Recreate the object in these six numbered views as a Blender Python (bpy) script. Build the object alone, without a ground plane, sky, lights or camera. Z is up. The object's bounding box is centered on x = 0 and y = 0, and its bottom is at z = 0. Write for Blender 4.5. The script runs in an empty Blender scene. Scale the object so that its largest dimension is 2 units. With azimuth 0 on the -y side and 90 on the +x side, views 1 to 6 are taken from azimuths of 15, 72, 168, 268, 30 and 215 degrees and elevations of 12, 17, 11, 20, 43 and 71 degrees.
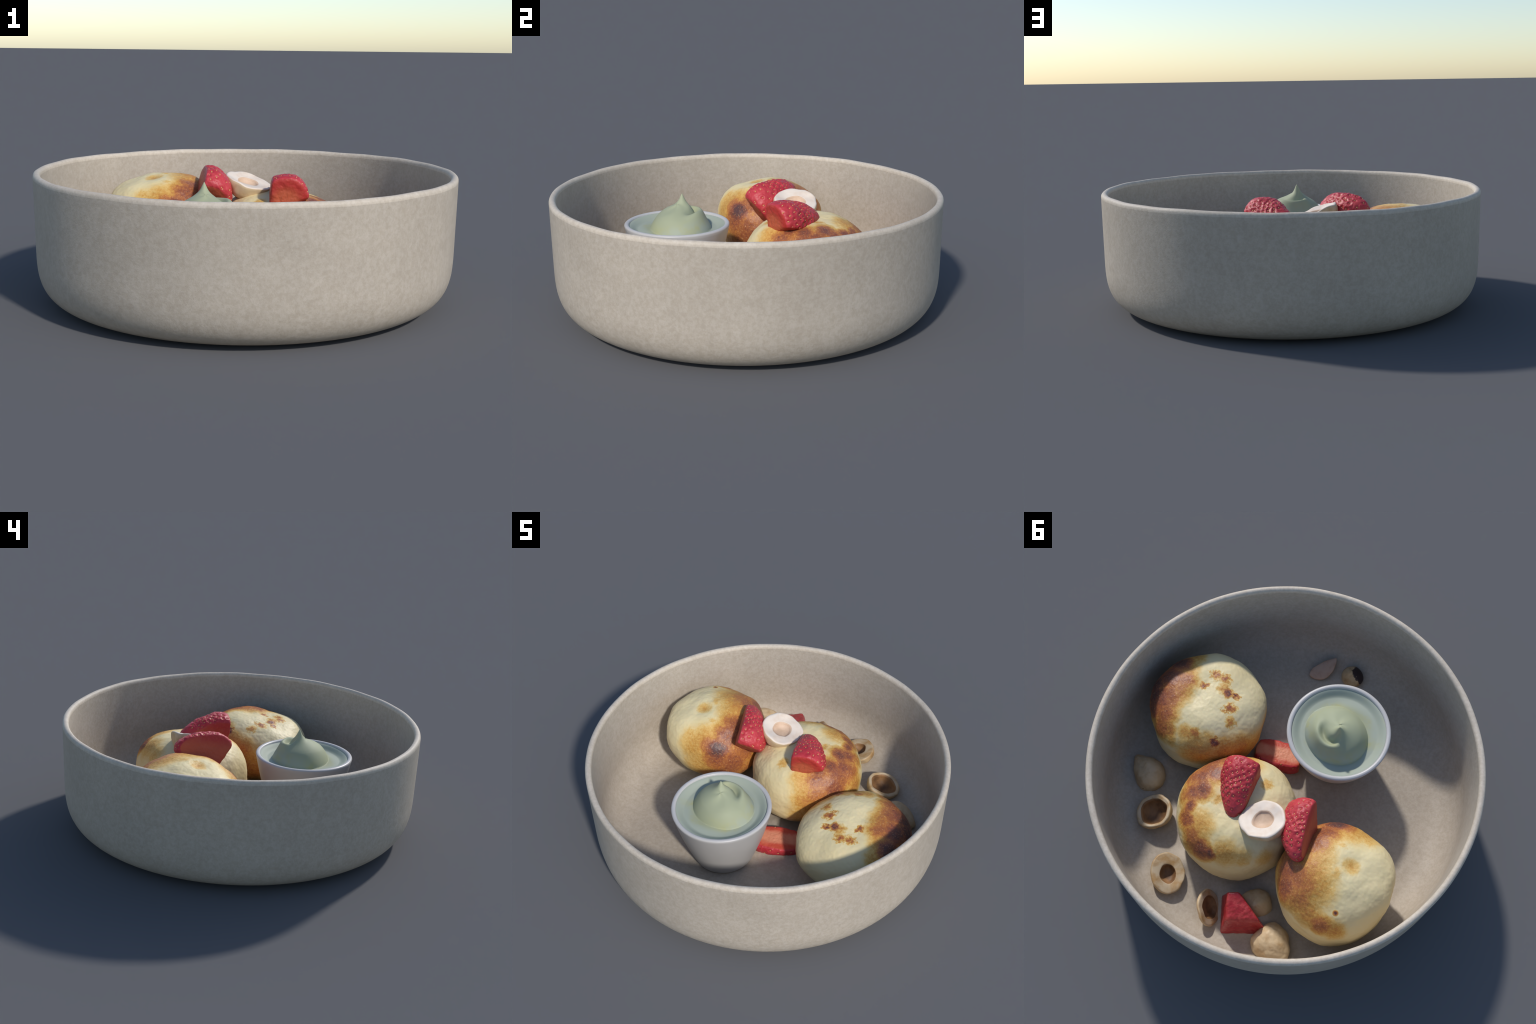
"""Dessert bowl: three pan-fried dumplings, strawberry pieces, hazelnuts and a
little cup of whipped cream inside a wide stoneware bowl."""
import bpy, math
import numpy as np
from mathutils import Vector, Matrix, noise

SCENE = bpy.context.scene
FLOOR = 0.062                      # height of the bowl's inner floor


# ------------------------------------------------------------------ helpers
def unit(v):
    v = np.asarray(v, float)
    return v / np.linalg.norm(v)


def frame(z_axis, x_hint=(1, 0, 0)):
    """Rotation matrix (columns x, y, z) whose z column is z_axis."""
    z = unit(z_axis)
    x = np.asarray(x_hint, float)
    x = unit(x - z * (x @ z))
    return np.stack([x, np.cross(z, x), z], 1)


def smooth(a, b, x):
    t = np.clip((np.asarray(x, float) - a) / (b - a), 0, 1)
    return t * t * (3 - 2 * t)


def fbm(P, scale, octaves=3, seed=0.0):
    out = np.empty(len(P))
    for i, p in enumerate(P):
        out[i] = noise.fractal(Vector(p) * scale + Vector((seed, seed * 1.7, -seed)), 0.9, 2.0, octaves)
    return out


def icosphere(level):
    import bmesh
    bm = bmesh.new()
    bmesh.ops.create_icosphere(bm, subdivisions=level, radius=1.0)
    V = np.array([v.co[:] for v in bm.verts])
    F = np.array([[v.index for v in f.verts] for f in bm.faces])
    bm.free()
    return V / np.linalg.norm(V, axis=1, keepdims=True), F


def make(name, V, F, mats, slots=None, parent=None, location=(0, 0, 0), normals=None):
    me = bpy.data.meshes.new(name)
    me.from_pydata([tuple(v) for v in V], [], [tuple(f) for f in F])
    for m in mats:
        me.materials.append(m)
    if slots is not None:
        me.polygons.foreach_set("material_index", np.asarray(slots, np.int32))
    me.polygons.foreach_set("use_smooth", np.ones(len(me.polygons), bool))
    me.update()
    if normals is not None:
        me.normals_split_custom_set_from_vertices([tuple(n) for n in normals])
    ob = bpy.data.objects.new(name, me)
    SCENE.collection.objects.link(ob)
    ob.location = location
    if parent is not None:
        ob.parent = parent
    return ob


def describe(ob, label, category):
    ob["label"], ob["category"] = label, category


def grid_faces(rows, cols, close=True):
    F = []
    for i in range(rows - 1):
        for j in range(cols if close else cols - 1):
            k = (j + 1) % cols
            F.append((i * cols + j, i * cols + k, (i + 1) * cols + k, (i + 1) * cols + j))
    return F


# ---------------------------------------------------------------- materials
class Nodes:
    def __init__(self, name):
        self.mat = bpy.data.materials.new(name)
        self.mat.use_nodes = True
        self.t = self.mat.node_tree
        self.bsdf = self.t.nodes["Principled BSDF"]
        self.P = self.t.nodes.new("ShaderNodeTexCoord").outputs["Object"]

    def put(self, socket, v):
        if isinstance(v, bpy.types.NodeSocket):
            self.t.links.new(v, socket)
        elif v is not None:
            if isinstance(v, (tuple, list)) and len(v) == 3 and socket.type == "RGBA":
                v = (*v, 1)
            socket.default_value = v

    def math(self, op, a, b=None, c=None, clamp=False):
        n = self.t.nodes.new("ShaderNodeMath")
        n.operation, n.use_clamp = op, clamp
        for s, v in zip(n.inputs, (a, b, c)):
            self.put(s, v)
        return n.outputs[0]

    def vec(self, op, a, b=None, scale=None):
        n = self.t.nodes.new("ShaderNodeVectorMath")
        n.operation = op
        self.put(n.inputs[0], a)
        self.put(n.inputs[1], b)
        if scale is not None:
            self.put(n.inputs["Scale"], scale)
        return n.outputs["Value" if op in ("DISTANCE", "LENGTH", "DOT_PRODUCT") else "Vector"]

    def noise(self, scale, detail=4, rough=0.55, vector=None, color=False, distortion=0.0):
        n = self.t.nodes.new("ShaderNodeTexNoise")
        self.put(n.inputs["Vector"], vector or self.P)
        n.inputs["Scale"].default_value, n.inputs["Detail"].default_value = scale, detail
        n.inputs["Roughness"].default_value, n.inputs["Distortion"].default_value = rough, distortion
        return n.outputs["Color" if color else 0]

    def range(self, v, a, b, c=0.0, d=1.0, soft=True):
        n = self.t.nodes.new("ShaderNodeMapRange")
        n.interpolation_type = "SMOOTHSTEP" if soft else "LINEAR"
        for s, x in zip(n.inputs, (v, a, b, c, d)):
            self.put(s, x)
        return n.outputs[0]

    def ramp(self, v, stops):
        n = self.t.nodes.new("ShaderNodeValToRGB")
        e = n.color_ramp.elements
        while len(e) < len(stops):
            e.new(0.5)
        for s, (p, c) in zip(e, stops):
            s.position, s.color = p, (*c, 1)
        self.put(n.inputs[0], v)
        return n.outputs[0]

    def mix(self, f, a, b, mode="MIX"):
        n = self.t.nodes.new("ShaderNodeMix")
        n.data_type, n.blend_type = "RGBA", mode
        self.put(n.inputs[0], f)
        self.put(n.inputs[6], a)
        self.put(n.inputs[7], b)
        return n.outputs[2]

    def xyz(self, vector=None):
        n = self.t.nodes.new("ShaderNodeSeparateXYZ")
        self.put(n.inputs[0], vector or self.P)
        return n.outputs

    def bump(self, h, strength, distance):
        n = self.t.nodes.new("ShaderNodeBump")
        n.inputs["Strength"].default_value, n.inputs["Distance"].default_value = strength, distance
        self.put(n.inputs["Height"], h)
        self.put(self.bsdf.inputs["Normal"], n.outputs[0])

    def done(self, color, rough, spec=0.4, **extra):
        self.put(self.bsdf.inputs["Base Color"], color)
        self.put(self.bsdf.inputs["Roughness"], rough)
        self.bsdf.inputs["Specular IOR Level"].default_value = spec
        for k, v in extra.items():
            self.put(self.bsdf.inputs[k.replace("_", " ")], v)
        return self.mat


BOWL_BASE = (0.48, 0.42, 0.35)


def stoneware(name, base, light=1.0):
    n = Nodes(name)
    cloud = n.noise(2.6, 4, 0.6)
    patch = n.noise(24, 3, 0.6)
    grain = n.noise(55, 4, 0.7)
    speck = n.noise(190, 2, 0.6)
    c = n.mix(n.range(cloud, 0.3, 0.7), [x * light * 0.95 for x in base], [x * light * 1.04 for x in base])
    c = n.mix(n.range(grain, 0.35, 0.65), n.mix(0.8, c, (0.86, 0.84, 0.81), "MULTIPLY"), c)
    c = n.mix(n.range(patch, 0.3, 0.7, 0.0, 0.5), c, n.mix(1.0, c, (0.87, 0.85, 0.82), "MULTIPLY"))
    c = n.mix(n.range(speck, 0.62, 0.75, 0, 0.10), c, (0.30, 0.25, 0.20))
    n.bump(n.math("ADD", n.math("MULTIPLY", grain, 0.7), n.math("MULTIPLY", speck, 0.3)), 0.22, 0.006)
    return n.done(c, n.range(grain, 0.3, 0.7, 0.5, 0.66), 0.35)


def porcelain(name, base):
    n = Nodes(name)
    cloud = n.noise(7, 3)
    c = n.mix(n.range(cloud, 0.3, 0.7), [x * 0.95 for x in base], base)
    n.bump(n.noise(60, 3), 0.06, 0.004)
    return n.done(c, 0.38, 0.45)


def whipped_cream(name):
    n = Nodes(name)
    z = n.xyz()[2]
    a = n.noise(9, 4, 0.5, distortion=0.6)
    # the swirl is a little yellower than the flat cream around it
    r = n.vec("LENGTH", n.vec("MULTIPLY", n.P, (1, 1, 0)))
    swirl = n.range(r, 0.19, 0.13)
    c = n.mix(swirl, (0.37, 0.405, 0.33), (0.36, 0.38, 0.245))
    c = n.mix(n.range(a, 0.5, 0.75, 0, 0.35), c, (0.40, 0.40, 0.20))
    edge = n.math("MULTIPLY", n.range(r, 0.13, 0.165), n.range(r, 0.2, 0.165))
    c = n.mix(n.math("MULTIPLY", edge, n.range(n.noise(14), 0.4, 0.7, 0, 0.5)), c, (0.42, 0.39, 0.13))
    n.bump(n.noise(45, 3), 0.08, 0.004)
    return n.done(c, 0.62, 0.3)


def fried_dough(name, patches, seed, dough=(0.74, 0.645, 0.37)):
    """Pale dough with pan-fried patches: each patch is a soft ball around a point
    on the surface; together they drive a cream > gold > rust > char ramp."""
    n = Nodes(name)
    off = n.vec("ADD", n.P, (seed, seed * 0.7, -seed))
    w = n.vec("SUBTRACT", n.noise(11, 4, 0.6, off, color=True), (0.5, 0.5, 0.5))
    f = n.vec("SUBTRACT", n.noise(48, 4, 0.65, off, color=True), (0.5, 0.5, 0.5))
    q = n.vec("ADD", n.P, n.vec("ADD", n.vec("SCALE", w, scale=0.055), n.vec("SCALE", f, scale=0.026)))
    ragged = n.vec("ADD", q, n.vec("SCALE", f, scale=0.045))
    total = None
    for x, y, z, r, s in patches:
        r = r * 1.3 if r > 0.038 else r
        d = n.vec("DISTANCE", q if r > 0.03 else ragged if r > 0.015 else n.P, (x, y, z))
        v = n.range(d, r * 2.1, r * 0.2, 0.0, s)
        if total is None:
            total = v
        else:
            m = n.t.nodes.new("ShaderNodeMath")
            m.operation = "SMOOTH_MAX"
            n.put(m.inputs[0], total)
            n.put(m.inputs[1], v)
            m.inputs[2].default_value = 0.10
            total = m.outputs[0]
    mott = n.math("MULTIPLY", n.math("SUBTRACT", n.noise(70, 5, 0.75, off), 0.5), 0.72)
    total = n.math("ADD", total, n.math("MULTIPLY", mott, n.range(total, 0.08, 0.4)))
    c = n.ramp(total, [(0.0, dough), (0.10, (0.77, 0.63, 0.34)), (0.24, (0.71, 0.46, 0.15)),
                       (0.40, (0.60, 0.31, 0.065)), (0.58, (0.46, 0.17, 0.045)), (0.78, (0.28, 0.085, 0.04)),
                       (1.0, (0.10, 0.045, 0.04))])
    pale = n.noise(6, 3, 0.5, off)
    c = n.mix(n.range(pale, 0.42, 0.7, 0, 0.35), c, n.mix(1.0, c, (1.0, 0.95, 0.83), "MULTIPLY"))
    fleck = n.math("MULTIPLY", n.range(n.noise(120, 3, 0.6, off), 0.58, 0.72), n.range(total, 0.25, 0.5, 0, 0.55))
    c = n.mix(fleck, c, (0.72, 0.45, 0.2))
    n.bump(n.math("ADD", n.math("MULTIPLY", n.noise(80, 4, 0.6, off), n.range(total, 0.1, 0.6, 0.35, 1.3)),
                  n.math("MULTIPLY", n.noise(22, 3, 0.5, off), 0.6)), 0.30, 0.006)
    return n.done(c, n.range(total, 0.2, 0.8, 0.52, 0.42), 0.4, Subsurface_Weight=0.06,
                  Subsurface_Radius=(0.03, 0.015, 0.006), Subsurface_Scale=0.5)


def berry_skin(name):
    n = Nodes(name)
    a = n.noise(9, 4)
    b = n.noise(55, 4, 0.6)
    c = n.mix(n.range(a, 0.3, 0.7), (0.40, 0.020, 0.032), (0.52, 0.045, 0.055))
    c = n.mix(n.range(b, 0.5, 0.75, 0, 0.5), c, (0.58, 0.09, 0.09))
    n.bump(b, 0.35, 0.005)
    return n.done(c, 0.46, 0.4)


def berry_flesh(name, core=(0.50, 0.105, 0.05), edge=(0.43, 0.035, 0.03), axis=(1, 0, 0), spread=0.10, tone=1.0):
    n = Nodes(name)
    w = n.vec("ADD", n.P, n.vec("SCALE", n.vec("SUBTRACT", n.noise(8, 3, color=True), (0.5, 0.5, 0.5)), scale=0.05))
    along = n.vec("DOT_PRODUCT", w, tuple(unit(axis)))
    off = n.vec("SUBTRACT", w, n.vec("SCALE", tuple(unit(axis)), scale=along))
    d = n.vec("LENGTH", off)
    c = n.mix(n.range(d, spread, 0.042), [x * tone for x in edge], [x * tone for x in core])
    fine = n.noise(70, 4, 0.65)
    c = n.mix(n.range(fine, 0.45, 0.75, 0, 0.3), c, (0.55, 0.12, 0.06))
    n.bump(fine, 0.25, 0.004)
    return n.done(c, 0.52, 0.3)


def plain(name, base, dark, scale=18, rough=0.5, bump=0.15, spec=0.35, lo=0.4, hi=0.7):
    n = Nodes(name)
    a = n.noise(scale, 5, 0.6, distortion=0.3)
    c = n.mix(n.range(a, lo, hi), base, dark)
    n.bump(n.noise(scale * 3.5, 4), bump, 0.004)
    return n.done(c, rough, spec)


def nut_skin(name, base=(0.58, 0.42, 0.24), dark=(0.38, 0.22, 0.09), husk=None):
    n = Nodes(name)
    a = n.noise(14, 5, 0.6, distortion=0.4)
    streak = n.noise(20, 4, 0.6, n.vec("MULTIPLY", n.P, (1, 1, 0.25)))
    c = n.mix(n.range(a, 0.4, 0.72), base, dark)
    c = n.mix(n.range(streak, 0.5, 0.75, 0, 0.4), c, [x * 1.18 for x in base])
    c = n.mix(n.range(n.noise(30, 3), 0.72, 0.76), c, (0.12, 0.06, 0.03))
    if husk is not None:                       # a scrap of dark papery husk on one side
        side = n.vec("DOT_PRODUCT", n.vec("ADD", n.P, n.vec("SCALE", n.vec("SUBTRACT", n.noise(26, 4, color=True), (0.5, 0.5, 0.5)), scale=0.05)), tuple(unit(husk)))
        c = n.mix(n.range(side, 0.030, 0.034), c, (0.05, 0.03, 0.028))
    n.bump(streak, 0.2, 0.005)
    return n.done(c, 0.48, 0.35)

BROWNING_A = [
    (0.15, -0.26, -0.10, 0.09, 0.60), (0.26, -0.10, -0.10, 0.09, 0.60), (0.29, 0.05, 0.02, 0.08, 0.60), (0.26, 0.04, 0.15, 0.06, 0.70),
    (0.21, -0.03, 0.19, 0.05, 0.62), (0.19, -0.17, 0.16, 0.06, 0.72), (0.13, -0.24, 0.13, 0.05, 0.50), (0.22, 0.12, 0.16, 0.06, 0.80),
    (0.19, 0.19, 0.14, 0.06, 0.82), (0.16, 0.14, 0.19, 0.06, 0.66), (0.09, 0.20, 0.18, 0.06, 0.60), (0.01, 0.24, 0.16, 0.05, 0.50),
    (-0.07, 0.25, 0.15, 0.04, 0.68), (-0.14, 0.23, 0.14, 0.04, 0.45), (0.15, -0.02, 0.22, 0.07, 0.40), (0.07, 0.12, 0.22, 0.08, 0.42),
    (0.14, 0.07, 0.22, 0.08, 0.50), (-0.03, -0.07, 0.24, 0.035, 0.36), (0.00, 0.01, 0.24, 0.03, 0.30), (-0.03, -0.26, 0.15, 0.03, 0.30),
    (0.06, -0.14, 0.22, 0.02, 0.25), (-0.10, 0.16, 0.20, 0.01, 1.00), (0.16, -0.24, 0.11, 0.055, 1.00), (0.18, -0.16, 0.17, 0.06, 0.78),
    (0.19, -0.09, 0.19, 0.06, 0.75), (0.16, -0.26, 0.05, 0.06, 0.75), (0.24, -0.20, 0.01, 0.08, 0.75), (0.10, -0.25, 0.13, 0.05, 0.62),
    (0.28, -0.11, 0.07, 0.08, 0.70), (0.03, -0.28, 0.11, 0.07, 0.38), (0.07, -0.24, 0.16, 0.06, 0.38), (0.10, 0.13, 0.22, 0.05, 0.60),
    (0.16, 0.12, 0.20, 0.06, 0.70), (-0.02, -0.25, 0.16, 0.03, 0.34), (0.21, -0.23, -0.04, 0.08, 0.70), (0.09, -0.29, -0.01, 0.09, 0.36),
]
BROWNING_B = [
    (0.20, -0.25, -0.04, 0.08, 0.38), (0.16, -0.19, 0.19, 0.05, 0.72), (0.23, -0.10, 0.19, 0.05, 0.75), (0.24, -0.03, 0.19, 0.045, 0.80),
    (0.23, 0.07, 0.20, 0.04, 0.78), (0.20, 0.14, 0.20, 0.035, 0.85), (0.15, 0.19, 0.19, 0.035, 0.75), (0.10, 0.25, 0.18, 0.04, 0.62),
    (0.02, 0.28, 0.16, 0.045, 0.85), (-0.03, 0.27, 0.17, 0.035, 0.90), (0.07, 0.27, 0.16, 0.045, 0.66), (0.21, -0.00, 0.22, 0.05, 0.42),
    (0.10, 0.20, 0.21, 0.06, 0.40), (-0.10, 0.23, 0.19, 0.05, 0.38), (-0.18, 0.19, 0.18, 0.04, 0.30), (-0.27, 0.12, 0.14, 0.04, 0.27),
    (0.12, -0.25, 0.16, 0.05, 0.36), (-0.06, -0.19, 0.22, 0.028, 0.36), (0.10, 0.03, 0.24, 0.025, 0.36), (0.20, 0.03, 0.22, 0.04, 0.85),
    (0.19, -0.08, 0.22, 0.04, 0.85), (0.14, -0.14, 0.22, 0.04, 0.85), (0.08, -0.17, 0.22, 0.03, 0.70), (0.25, -0.08, 0.18, 0.06, 0.74),
    (0.21, -0.18, 0.17, 0.06, 0.66), (0.25, -0.15, 0.14, 0.06, 0.80), (0.19, -0.23, 0.12, 0.06, 0.62), (0.27, -0.01, 0.17, 0.05, 0.70),
    (0.31, -0.02, 0.08, 0.05, 0.50), (0.15, -0.21, 0.19, 0.018, 0.90), (0.11, -0.23, 0.18, 0.05, 0.40), (0.09, -0.22, 0.20, 0.05, 0.36),
    (0.18, 0.20, 0.18, 0.04, 0.75), (0.26, 0.10, 0.17, 0.04, 0.55), (0.15, -0.28, 0.08, 0.06, 0.50), (0.13, -0.29, -0.00, 0.06, 0.36),
    (0.23, -0.21, 0.10, 0.05, 0.60),
]
BROWNING_C = [
    (-0.06, -0.09, 0.20, 0.037, 0.20), (-0.14, -0.04, 0.19, 0.032, 0.20), (-0.30, 0.05, -0.05, 0.09, 0.50), (-0.28, -0.12, -0.10, 0.08, 0.40),
    (0.28, 0.12, 0.00, 0.07, 0.70), (0.17, 0.10, 0.20, 0.05, 0.72), (0.15, -0.01, 0.21, 0.045, 0.72), (0.14, 0.06, 0.21, 0.05, 0.60),
    (0.20, 0.14, 0.18, 0.06, 0.85), (0.13, 0.20, 0.18, 0.05, 0.75), (0.27, 0.08, 0.14, 0.05, 0.95), (0.32, 0.00, 0.11, 0.05, 0.90),
    (0.29, -0.07, 0.10, 0.05, 0.85), (0.21, 0.20, 0.14, 0.05, 0.85), (0.24, -0.12, 0.15, 0.04, 0.50), (0.20, -0.17, 0.15, 0.04, 0.40),
    (0.11, 0.26, 0.14, 0.05, 0.70), (0.05, 0.26, 0.15, 0.038, 0.55), (-0.03, 0.22, 0.18, 0.036, 0.42), (-0.07, 0.20, 0.18, 0.03, 0.60),
    (-0.18, 0.17, 0.15, 0.025, 0.97), (0.02, 0.28, 0.13, 0.036, 0.40), (-0.14, 0.17, 0.16, 0.034, 0.36), (-0.22, 0.13, 0.14, 0.034, 0.36),
    (-0.30, 0.10, 0.05, 0.06, 0.55), (-0.26, 0.17, 0.07, 0.07, 0.50), (-0.13, 0.26, 0.11, 0.07, 0.45), (0.05, -0.05, 0.20, 0.02, 0.94),
    (0.04, -0.14, 0.19, 0.022, 0.72), (-0.02, -0.15, 0.18, 0.022, 0.74), (-0.07, -0.09, 0.19, 0.024, 0.97), (-0.12, -0.10, 0.18, 0.016, 1.00),
    (-0.04, -0.09, 0.19, 0.03, 0.42), (-0.14, -0.03, 0.18, 0.022, 0.77), (-0.13, -0.01, 0.19, 0.018, 0.92), (-0.19, 0.03, 0.17, 0.025, 0.52),
    (0.15, 0.12, 0.20, 0.05, 0.70), (0.21, 0.14, 0.17, 0.05, 0.85), (0.15, 0.01, 0.21, 0.045, 0.62), (0.12, 0.06, 0.21, 0.04, 0.50),
    (0.23, 0.02, 0.18, 0.06, 0.90), (0.24, 0.14, 0.15, 0.05, 0.95), (0.25, -0.09, 0.16, 0.05, 0.98), (0.20, -0.08, 0.19, 0.05, 0.50),
]

# --------------------------------------------------------------------- bowl
RIM_TOP, RIM_R, LIP = 0.620, 1.0, 0.036


def outer_radius(z):
    w = 0.994 + 0.006 * (z / 0.61)
    t = np.clip(1 - z / 0.275, 0, 1)
    return w - 0.29 * (1 - (1 - t ** 3.2) ** (1 / 3.2))


def inner_radius(z):
    w = 0.950 + 0.016 * ((z - FLOOR) / (RIM_TOP - FLOOR))
    t = np.clip(1 - (z - FLOOR) / 0.205, 0, 1)
    return w - 0.172 * (1 - (1 - t ** 2.4) ** (1 / 2.4))


FILLETS = [(-0.21, 0.36, 0.10, 0.06), (-0.24, 0.16, 0.09, 0.05), (0.38, 0.45, 0.07, 0.03), (0.20, 0.62, 0.07, 0.03),
           (-0.11, 0.62, 0.08, 0.03), (-0.30, 0.63, 0.08, 0.065), (-0.20, 0.75, 0.07, 0.02), (0.64, 0.25, 0.07, 0.03),
           (0.60, 0.43, 0.05, 0.02), (0.25, -0.10, 0.09, 0.035), (0.14, -0.10, 0.08, 0.025), (0.06, 0.00, 0.06, 0.02)]


def build_bowl():
    SEG = 288
    prof = [(0.0, 0.004), (0.3, 0.004), (0.55, 0.003), (0.66, 0.0)]
    for t in np.linspace(0.0, 1, 64)[1:]:
        z = 0.597 * t ** 2.2
        prof.append((float(outer_radius(z)), float(z)))
    first_rim = len(prof) - 1
    ro, ri = float(outer_radius(0.597)), float(inner_radius(0.597))
    mid, half = (ro + ri) / 2, (ro - ri) / 2
    for a in np.linspace(0, math.pi, 15)[1:-1]:
        prof.append((mid + half * math.cos(a), 0.597 + 0.022 * math.sin(a) ** 0.8))
    last_rim = len(prof)
    for t in np.linspace(1, 0, 46):
        z = FLOOR + (0.597 - FLOOR) * t ** 1.5
        prof.append((float(inner_radius(z)), float(z)))
    r_end = prof[-1][0]
    for k in np.linspace(1, 0, 70)[1:]:
        prof.append((r_end * k, FLOOR - 0.003 * (1 - k)))
    prof = np.array(prof)
    ang = np.arange(SEG) * math.tau / SEG
    rows = len(prof)
    R, Z = prof[:, :1], prof[:, 1:]
    up = smooth(0.05, 0.55, Z)
    # thrown by hand: rim slightly wavy, walls slightly uneven
    wob = 0.0018 * np.sin(3 * ang + 0.6) + 0.0012 * np.sin(7 * ang + 2.0) + 0.0007 * np.sin(17 * ang)
    lift = 0.0022 * np.sin(2 * ang + 1.1) + 0.0010 * np.sin(9 * ang) + 0.0007 * np.sin(23 * ang + 1)
    rr = R * (1 + up * wob * 0.4)
    X, Y = rr * np.cos(ang), rr * np.sin(ang) * 0.999
    ZZ = Z + up * lift + 0 * ang
    V = np.stack([X, Y, ZZ], -1).reshape(-1, 3)
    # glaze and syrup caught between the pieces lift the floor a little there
    inside = (np.hypot(V[:, 0], V[:, 1]) < 0.945) & (V[:, 2] > FLOOR * 0.8) & (V[:, 2] < 0.3)
    for x, y, r, hgt in FILLETS:
        V[inside, 2] += hgt * np.exp(-((V[inside, 0] - x) ** 2 + (V[inside, 1] - y) ** 2) / (r * r))
    # the floor rises a little more softly into the wall on one side
    rad, az = np.hypot(V[inside, 0], V[inside, 1]), np.arctan2(V[inside, 1], V[inside, 0])
    V[inside, 2] += 0.020 * smooth(0.5, 0.78, rad) * smooth(0.945, 0.80, rad) * smooth(0.0, 0.8, np.cos(az - math.radians(20)))
    V[:, :2] *= 1.0 / np.abs(V[:, 0]).max()
    V[:, 2] -= V[:, 2].min()
    F = grid_faces(rows, SEG)
    me = bpy.data.meshes.new("whole")
    me.from_pydata([tuple(v) for v in V], [], F)
    me.update()
    N = np.array([v.normal[:] for v in me.vertices])
    bpy.data.meshes.remove(me)
    root = bpy.data.objects.new("stoneware_bowl", None)
    SCENE.collection.objects.link(root)
    describe(root, "wide round beige stoneware bowl with straight wall and pale lip", "bowl")
    body = stoneware("stoneware", BOWL_BASE)
    lip = stoneware("bare_lip_glaze", BOWL_BASE, 1.22)
    ids = np.arange(rows * SEG).reshape(rows, SEG)

    def strip(name, a, b, mat):
        sel = ids[a:b + 1]
        vs, ns = V[sel.ravel()], N[sel.ravel()]
        return make(name, vs, grid_faces(b - a + 1, SEG), [mat], parent=root, normals=ns)

    strip("outer_wall", 0, first_rim, body)
    strip("rim", first_rim, last_rim, lip)
    strip("inner_wall", last_rim, rows - 1, body)


# ---------------------------------------------------------------- dumplings
def build_dumpling(center, rx, ry, top, power, dents, tilt, patches, seed, foot=0.0, drift=0.0, dough=(0.78, 0.68, 0.43), label=""):
    D, F = ICO6
    bottom = center[2] - FLOOR + 0.004
    h = np.where(D[:, 2] > 0, top, bottom)
    g = (np.hypot(D[:, 0] / rx, D[:, 1] / ry) ** power + np.abs(D[:, 2] / h) ** power) ** (-1 / power)
    P = D * g[:, None]
    low = np.clip(-P[:, 2] / bottom, 0, 1)
    P[:, :2] *= (1 - foot * low ** 1.6)[:, None]
    P[:, 1] += drift * smooth(0, 1, low)
    upper = np.clip(P[:, 2] / top, 0, 1)
    P[:, 2] += upper * (tilt[0] * P[:, 0] + tilt[1] * P[:, 1])
    n = D * np.array([1, 1, 1.2])
    n /= np.linalg.norm(n, axis=1, keepdims=True)
    move = 0.016 * fbm(P, 4.2, 2, seed) + 0.0022 * fbm(P, 14, 3, seed + 5) + 0.0010 * fbm(P, 60, 2, seed + 9)
    for x, y, z, r, depth in dents:
        move -= depth * np.exp(-((P - np.array([x, y, z])) ** 2).sum(1) / (r * r))
    P = P + n * move[:, None]
    P[:, 2] = np.maximum(P[:, 2], -bottom)
    ob = make("dumpling", P, F, [fried_dough("fried_dough", patches, seed, dough)], location=center)
    describe(ob, label, "dumpling")
    return ob


# --------------------------------------------------------------- strawberry
def egg_radius(D, axis_frame, length, radius, flat, taper):
    """Distance to an egg surface (tip along the frame's z) in directions D."""
    L = D @ axis_frame
    lo, hi = np.zeros(len(D)), np.full(len(D), 2 * length)
    for _ in range(40):
        m = (lo + hi) / 2
        t = np.clip(m * L[:, 2] / length, -1.2, 1.2)
        w = radius * (1 - taper * t)
        f = (np.hypot(m * L[:, 0] / (w * flat), m * L[:, 1] / w)) ** 2.2 + np.abs(t) ** 2.2
        inside = f < 1
        lo, hi = np.where(inside, m, lo), np.where(inside, hi, m)
    return lo


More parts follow.
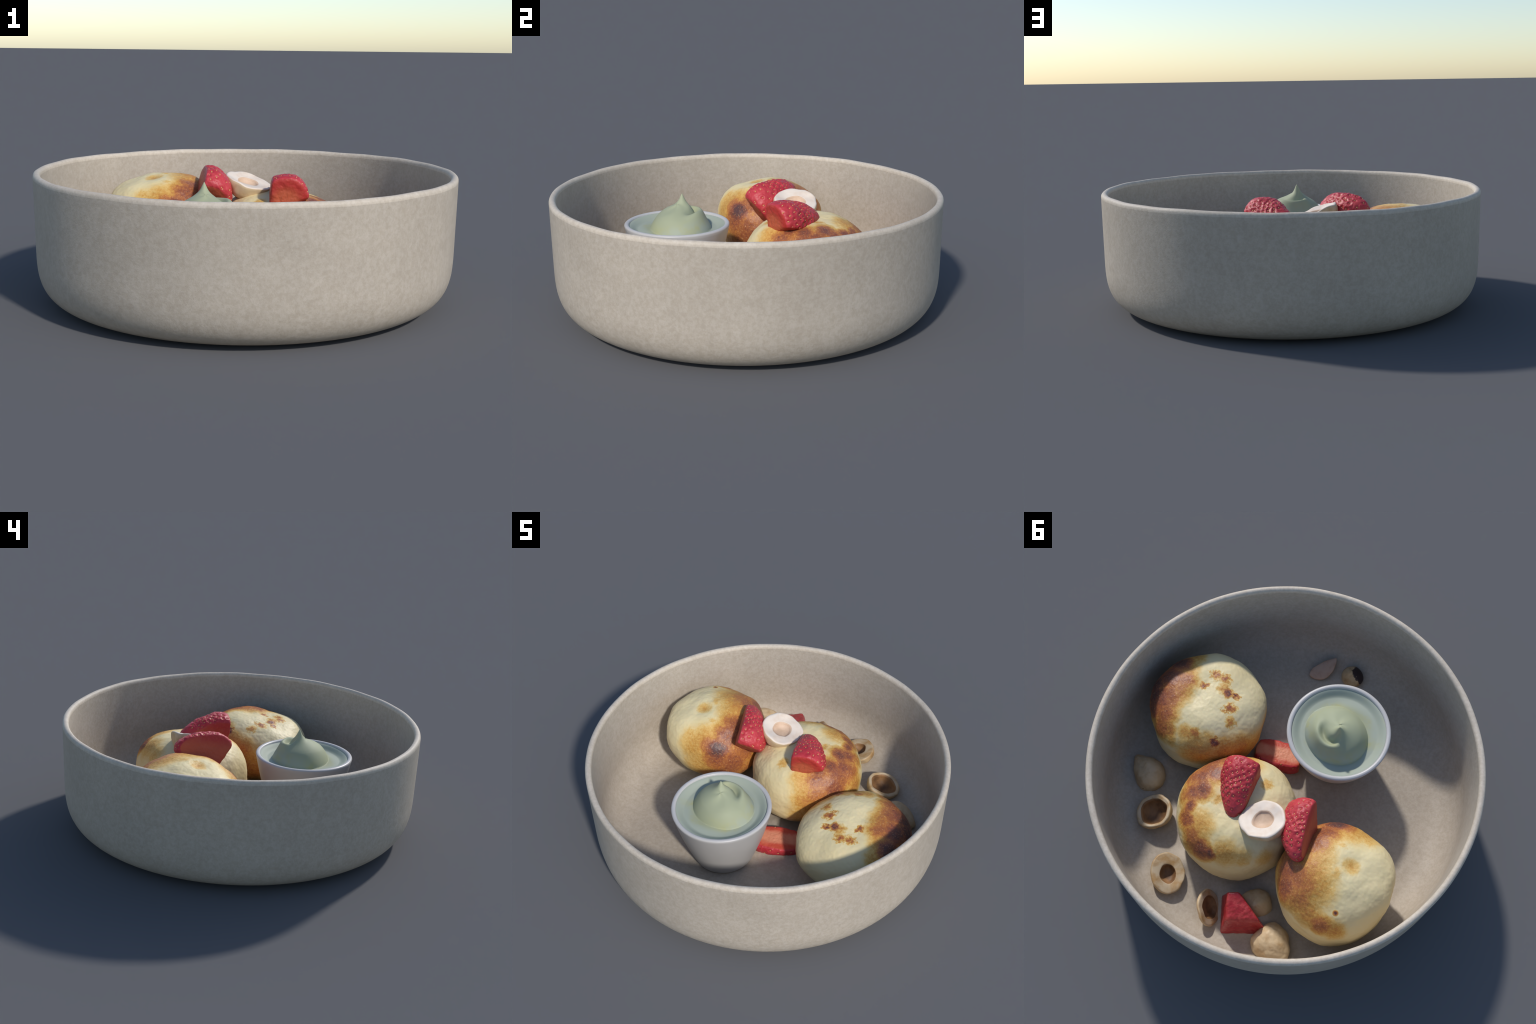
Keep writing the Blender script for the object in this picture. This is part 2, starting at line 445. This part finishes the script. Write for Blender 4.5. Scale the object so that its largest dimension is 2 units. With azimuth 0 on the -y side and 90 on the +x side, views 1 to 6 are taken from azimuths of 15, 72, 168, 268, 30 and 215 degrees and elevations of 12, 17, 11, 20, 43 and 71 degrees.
def build_strawberry(center, tip, length, radius, cuts, flesh, seed, flat=1.0, taper=0.35, side=(0, 0, 1),
                     seeds=210, tone=None, label="", pit=0.0034):
    """A piece of strawberry: an egg with flat knife cuts (normal, offset from centre)."""
    D, F = ICO6
    fr = frame(tip, side)
    R = egg_radius(D, fr, length, radius, flat, taper)
    R = R * (1 + 0.05 * fbm(D, 1.6, 2, seed))
    stack = [R]
    for nrm, off in cuts:
        dn = D @ unit(nrm)
        ripple = 1 + 0.03 * fbm(D, 3.0, 2, seed + off * 50)
        stack.append(np.where(dn > 1e-3, off / np.maximum(dn, 1e-3), 9.0) * ripple)
    S = np.stack(stack)
    k = 0.010
    r = -k * np.log(np.exp(-(S - S.min(0)) / k).sum(0)) + S.min(0)
    which = S.argmin(0)
    P = D * r[:, None]
    # seed pits on the skin, laid out as a sunflower spiral round the egg
    rng = np.random.default_rng(seed)
    i = np.arange(seeds) + 0.5
    cz = 1 - 2 * i / seeds
    ph = i * 2.39996 + seed
    q = np.stack([np.sqrt(1 - cz ** 2) * np.cos(ph), np.sqrt(1 - cz ** 2) * np.sin(ph), cz], 1) @ fr.T
    q += rng.normal(0, 0.035, q.shape)
    q /= np.linalg.norm(q, axis=1, keepdims=True)
    near = (q @ D.T).argmax(1)
    margin = np.partition(S, 1, axis=0)[1] - S[0] if len(S) > 1 else np.full(len(D), 1.0)
    good = [a for a in near if which[a] == 0 and margin[a] > 0.006]
    push = np.zeros(len(D))
    for a in good:
        d2 = ((P - P[a]) ** 2).sum(1)
        push += np.exp(-d2 / 0.0085 ** 2) - 0.30 * np.exp(-(np.sqrt(d2) - 0.015) ** 2 / 0.006 ** 2)
    skin = smooth(0.0, 0.012, margin)
    P = P - D * (pit * push * skin)[:, None]
    P = P + D * (0.0016 * fbm(P, 60, 2, seed))[:, None]
    slot = (which[F] > 0).sum(1) > 1
    ob = make("strawberry_piece", P, F, [BERRY_SKIN, flesh], slot.astype(int), location=center)
    describe(ob, label, "strawberry")
    # achenes
    s, sf = icosphere(2)
    VV, FF = [], []
    for a in good:
        out = D[a]
        M = frame(out, fr[:, 2] + 0.01)
        size = np.array([0.0062, 0.0036, 0.0026]) * rng.uniform(0.8, 1.15)
        VV.append((s * size) @ M.T + P[a] + out * 0.0006)
        FF.append(sf + len(s) * len(FF))
    if VV:
        sd = make("seed", np.vstack(VV), np.vstack(FF), [SEED], parent=ob)
        sd["kind"] = "stuff"
    return ob


# ---------------------------------------------------------------- hazelnuts
def build_half_nut(center, up, radius, depth, hollow, hollow_depth, stretch, mats, seed, point=0.0, spin=(1, 0, 0), label=""):
    """Half a hazelnut: round shell below, broad cut rim and a hollow in the middle."""
    SEG = 96
    prof = [(math.sin(a) ** 0.9, -math.cos(a), 0) for a in np.linspace(0.0, math.pi / 2, 26)]
    prof[0] = (0.0, -1.0, 0)
    prof += [(0.985, 0.05, 0), (0.955, 0.085, 1), (0.90, 0.09, 1)]
    hr = hollow / radius
    prof += [(0.90 + (hr * 1.12 - 0.90) * t, 0.09 - 0.05 * t, 1) for t in np.linspace(0.15, 1, 8)]
    prof += [(hr * math.cos(a) ** 0.8, 0.02 - hollow_depth / depth * math.sin(a), 2) for a in np.linspace(0.1, math.pi / 2, 14)]
    prof[-1] = (0.0, prof[-1][1], 2)
    p = np.array(prof)
    ang = np.arange(SEG) * math.tau / SEG
    tipped = 1 + point * np.maximum(np.cos(ang), 0) ** 6
    X = radius * stretch * p[:, :1] * np.cos(ang) * tipped
    Y = radius / stretch ** 0.3 * p[:, :1] * np.sin(ang)
    Z = depth * p[:, 1:2] + 0 * ang
    V = np.stack([X, Y, Z], -1).reshape(-1, 3)
    wob = np.stack([fbm(V, 11, 2, seed), fbm(V, 11, 2, seed + 3), fbm(V, 9, 2, seed + 7)], 1)
    V = V + wob * np.array([0.10, 0.10, 0.09]) * radius
    V = V @ frame(up, spin).T
    V[:, 2] = np.maximum(V[:, 2], FLOOR - 0.006 - center[2])
    F = grid_faces(len(p), SEG)
    slots = np.repeat(p[1:, 2].astype(int), SEG)
    ob = make("hazelnut_half", V, F, mats, slots, location=center)
    describe(ob, label, "hazelnut")
    return ob


def build_nut(center, axis, radius, length, mat, seed, label, point=0.25, side=(0, 0, 1)):
    D, F = ICO5
    t = D[:, 2]
    r = np.hypot(D[:, 0], D[:, 1])
    P = np.stack([D[:, 0] * radius, D[:, 1] * radius, t * length], 1)
    P[:, 2] += point * length * np.clip(t, 0, 1) ** 8
    P[:, :2] *= (1 - 0.12 * t)[:, None]
    P = P * (1 + 0.10 * fbm(P, 9, 2, seed) + 0.02 * fbm(P, 40, 2, seed))[:, None]
    P = P @ frame(axis, side).T
    P[:, 2] = np.maximum(P[:, 2], FLOOR - 0.006 - center[2])
    ob = make("hazelnut", P, F, [mat], location=center)
    describe(ob, label, "hazelnut")
    return ob


def build_almond(center, up, along, length, width, thick, mat):
    D, F = ICO5
    P = D * np.array([length, width, thick])
    t = D[:, 0]
    P[:, 1] *= (1 - 0.25 * t) * (1 - 0.35 * np.abs(t) ** 3)
    P[:, 1] += 0.018 * (t ** 2)
    P = P * (1 + 0.08 * fbm(P, 14, 2, 4))[:, None]
    P[:, 2] = np.sign(P[:, 2]) * np.abs(P[:, 2] / thick) ** 0.5 * thick
    P = P @ frame(up, along).T
    ob = make("almond_slice", P, F, [mat], location=center)
    describe(ob, "thin pinkish brown nut slice lying flat", "nut")


# ------------------------------------------------------------ cup and cream
CUP = np.array([-0.092, -0.352, FLOOR + 0.001])
CUP_RIM = 0.447 - FLOOR


def build_cup():
    SEG = 160
    prof = [(0.0, 0.0), (0.10, 0.0), (0.145, 0.0), (0.158, 0.004), (0.166, 0.014)]
    for t in np.linspace(0.05, 1, 26):
        prof.append((0.166 + (0.272 - 0.166) * t ** 1.0 + 0.008 * math.sin(math.pi * t), 0.014 + (CUP_RIM - 0.022) * t))
    for a in np.linspace(0, math.pi, 10)[1:]:
        prof.append((0.2595 + 0.0125 * math.cos(a), CUP_RIM - 0.008 + 0.010 * math.sin(a)))
    for t in np.linspace(0, 1, 12)[1:]:
        prof.append((0.247 - 0.05 * t, CUP_RIM - 0.008 - 0.12 * t))
    prof += [(0.1, CUP_RIM - 0.13), (0.0, CUP_RIM - 0.13)]
    p = np.array(prof)
    ang = np.arange(SEG) * math.tau / SEG
    k = 1 + 0.006 * np.sin(2 * ang + 0.5) + 0.004 * np.sin(3 * ang)
    V = np.stack([p[:, :1] * np.cos(ang) * k, p[:, :1] * np.sin(ang) * k, p[:, 1:] + 0 * ang], -1).reshape(-1, 3)
    cup = make("sauce_cup", V, grid_faces(len(p), SEG), [porcelain("glazed_porcelain", (0.54, 0.52, 0.50))], location=CUP)
    describe(cup, "small tapered white cup filled with pale green whipped cream", "cup")
    # cream: a flat bed with one soft swirl ending in a bent peak
    ROWS, SEG = 110, 200
    rr = np.linspace(0, 1, ROWS)[:, None] ** 0.85 * 0.2475
    a = (np.arange(SEG) * math.tau / SEG)[None, :]
    x, y = rr * np.cos(a), rr * np.sin(a)
    bed = CUP_RIM - 0.030 + 0.022 * smooth(0.20, 0.2475, rr) + 0.002 * np.sin(3 * a + 40 * rr)
    tip = np.array([-0.019, 0.039])
    mound = np.array([0.004, 0.018])
    mx, my = x - mound[0], y - mound[1]
    ma = np.arctan2(my, mx)
    mr = np.hypot(mx, my) / (1 + 0.05 * np.cos(2 * ma + 0.4))
    dome = 0.087 * np.clip(1 - (np.clip(mr / 0.166, 0, 1)) ** 3.4, 0, 1) ** 0.75
    tx, ty = x - tip[0], y - tip[1]
    tr, ta = np.hypot(tx, ty), np.arctan2(ty, tx)
    peak = 0.076 * np.exp(-tr / (0.040 + 0.022 * (0.5 - 0.5 * np.sin(ta)))) + 0.014 * np.exp(-(tr / 0.014) ** 2)
    # spiral fold: a hollow on one side of the peak with a raised lip that winds inwards
    turn = (np.degrees(ta) - FOLD_START) % 360 / FOLD_ARC
    path = 0.135 - 0.080 * turn
    fade = smooth(0.0, 0.3, turn) * smooth(1.0, 0.6, turn)
    fold = -0.028 * np.exp(-((tr - path + 0.036) / 0.020) ** 2) + 0.020 * np.exp(-((tr - path) / 0.024) ** 2)
    z = bed + dome + (peak + fold * fade) * smooth(0.17, 0.12, mr)
    lean = np.exp(-(tr / 0.03) ** 2) * 0.006
    V = np.stack([x + lean * 0.6, y - lean, z], -1).reshape(-1, 3)
    cream = make("whipped_cream", V, grid_faces(ROWS, SEG), [whipped_cream("pale_green_cream")], parent=cup)


FOLD_START, FOLD_ARC = -20.0, 175.0
ICO5, ICO6 = icosphere(6), icosphere(7)
BERRY_SKIN = berry_skin("strawberry_skin")
BERRY_DARKER_RED = plain("darker_strawberry_red", (0.36, 0.022, 0.03), (0.46, 0.06, 0.06), 26, 0.36, 0.3, 0.5)
SEED = plain("strawberry_seed", (0.58, 0.27, 0.11), (0.45, 0.12, 0.07), 60, 0.45)
NUT_CUT = plain("nut_cut_face", (0.78, 0.67, 0.56), (0.72, 0.57, 0.44), 12, 0.5, 0.12)
NUT_TAN = nut_skin("toasted_nut_skin")
NUT_PALE = nut_skin("blanched_nut_skin", (0.62, 0.47, 0.29), (0.50, 0.33, 0.17))
NUT_HOLLOW = plain("nut_hollow", (0.66, 0.47, 0.33), (0.58, 0.40, 0.27), 20, 0.55)
NUT_DARK = plain("toasted_hollow", (0.30, 0.16, 0.07), (0.13, 0.065, 0.03), 12, 0.55)
NUT_GOLD = plain("toasted_cut_face", (0.55, 0.44, 0.30), (0.42, 0.25, 0.10), 12, 0.5)

build_bowl()
build_cup()

build_dumpling((-0.524, 0.293, 0.30), 0.310, 0.306, 0.24, 2.35,
               [(-0.03, -0.07, 0.24, 0.05, 0.016), (-0.30, -0.05, 0.0, 0.10, 0.012), (-0.26, 0.10, 0.14, 0.09, 0.010)],
               (0.0, 0.0), BROWNING_A, 1.3, drift=0.04, label="round golden pan-fried dumpling with browned side")
build_dumpling((0.101, 0.289, 0.23), 0.320, 0.320, 0.250, 2.7,
               [(-0.05, -0.04, 0.25, 0.10, 0.006)],
               (0.0, 0.0), BROWNING_B, 4.1, foot=-0.02, drift=0.01, label="round pan-fried dumpling with a ring of browning")
build_dumpling((0.588, -0.097, 0.255), 0.318, 0.318, 0.205, 2.6,
               [(0.05, -0.08, 0.20, 0.07, 0.018), (0.05, 0.03, 0.20, 0.06, 0.010), (-0.05, -0.03, 0.20, 0.09, 0.012), (0.24, -0.20, 0.1, 0.10, 0.012)],
               (0.09, 0.05), BROWNING_C, 7.7, drift=0.03, dough=(0.77, 0.70, 0.48), label="pale lumpy pan-fried dumpling with charred spots")

FLESH_A = berry_flesh("berry_flesh", axis=(-0.33, 0.9, 0.2))
build_strawberry((-0.258, 0.210, 0.490), (-0.34, 0.88, 0.28), 0.172, 0.115,
                 [((-0.88, -0.36, 0.30), 0.045), ((0.05, -0.78, -0.62), 0.105), ((0.1, 0.9, -0.5), 0.13)], FLESH_A, 3,
                 label="red strawberry wedge with seeded skin and cut face")
build_strawberry((0.145, 0.190, 0.472), (-0.36, 0.93, -0.03), 0.185, 0.105,
                 [((-0.95, -0.25, 0.05), 0.072), ((0.25, -0.92, -0.12), 0.105), ((0.45, -0.1, -0.9), 0.066)], FLESH_A, 8, taper=0.40,
                 label="red strawberry wedge with pointed tip and cut face")
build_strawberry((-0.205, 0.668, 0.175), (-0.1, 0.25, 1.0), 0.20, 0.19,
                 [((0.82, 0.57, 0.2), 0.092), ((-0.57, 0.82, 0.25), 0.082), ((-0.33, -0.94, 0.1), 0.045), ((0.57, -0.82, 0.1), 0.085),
                  ((-0.15, 0.2, 1.0), 0.085), ((0, 0, -1), 0.11)], BERRY_DARKER_RED, 11, taper=0.1,
                 label="strawberry chunk with darker red flat faces standing on the bowl floor")
FLESH_BAR = berry_flesh("berry_core_flesh", core=(0.64, 0.25, 0.15), edge=(0.50, 0.070, 0.04), axis=(0.94, 0.35, 0.0), spread=0.066)
build_strawberry((0.155, -0.155, 0.095), (0.94, 0.35, 0.0), 0.185, 0.085,
                 [((0.1, -0.2, 1), 0.042), ((0, 0, -1), 0.034), ((0.94, 0.35, 0), 0.13), ((-0.94, -0.35, 0), 0.13)], FLESH_BAR, 15, taper=0.05, seeds=60,
                 label="orange red strawberry slice with pale core")

build_half_nut((-0.066, 0.283, 0.520), (0.347, -0.089, 0.934), 0.112, 0.10, 0.046, 0.022, 1.04, [NUT_PALE, NUT_CUT, NUT_HOLLOW], 2, 0.10, (0.8, 0.5, 0), "pale halved hazelnut with round hollow facing up")
build_half_nut((0.505, 0.515, 0.145), (0.25, 0.05, 1.0), 0.098, 0.085, 0.068, 0.06, 1.0, [NUT_TAN, NUT_GOLD, NUT_DARK], 5, 0.0, (1, 0, 0), "toasted halved hazelnut with deep brown hollow")
build_half_nut((0.235, 0.735, 0.135), (-0.25, -0.1, 1.0), 0.098, 0.075, 0.040, 0.035, 1.12, [NUT_TAN, NUT_GOLD, NUT_DARK], 9, 0.0, (0.75, -0.65, 0), "toasted halved hazelnut with dark hollow")
build_half_nut((-0.052, 0.752, 0.125), (-0.66, -0.45, 0.60), 0.092, 0.045, 0.055, 0.03, 1.05, [NUT_PALE, NUT_GOLD, NUT_DARK], 12, 0.0, (0.57, -0.82, 0), "thin hazelnut half leaning against a strawberry")
build_nut((0.672, 0.350, 0.095), (0.6, -0.2, 0.1), 0.085, 0.10, NUT_PALE, 21, "rounded toasted hazelnut on the bowl floor")
build_nut((-0.240, 0.590, 0.10), (0, 0.2, 1), 0.084, 0.075, NUT_PALE, 24, "blanched hazelnut beside a strawberry chunk")
build_nut((-0.424, 0.708, 0.105), (-0.8, 0.2, 0.2), 0.10, 0.10, NUT_PALE, 27, "blanched hazelnut against the bowl wall")
build_nut((0.098, -0.800, 0.092), (0.2, 0.2, 1), 0.062, 0.052, nut_skin("half_husked_nut_skin", husk=(-0.6, -0.6, 0.5)), 31, "hazelnut with a scrap of dark husk")
build_almond((0.248, -0.740, 0.092), (-0.05, 0.25, 1), (-0.36, -0.93, 0), 0.092, 0.045, 0.014, plain("nut_slice", (0.52, 0.36, 0.27), (0.44, 0.28, 0.2), 16, 0.55))
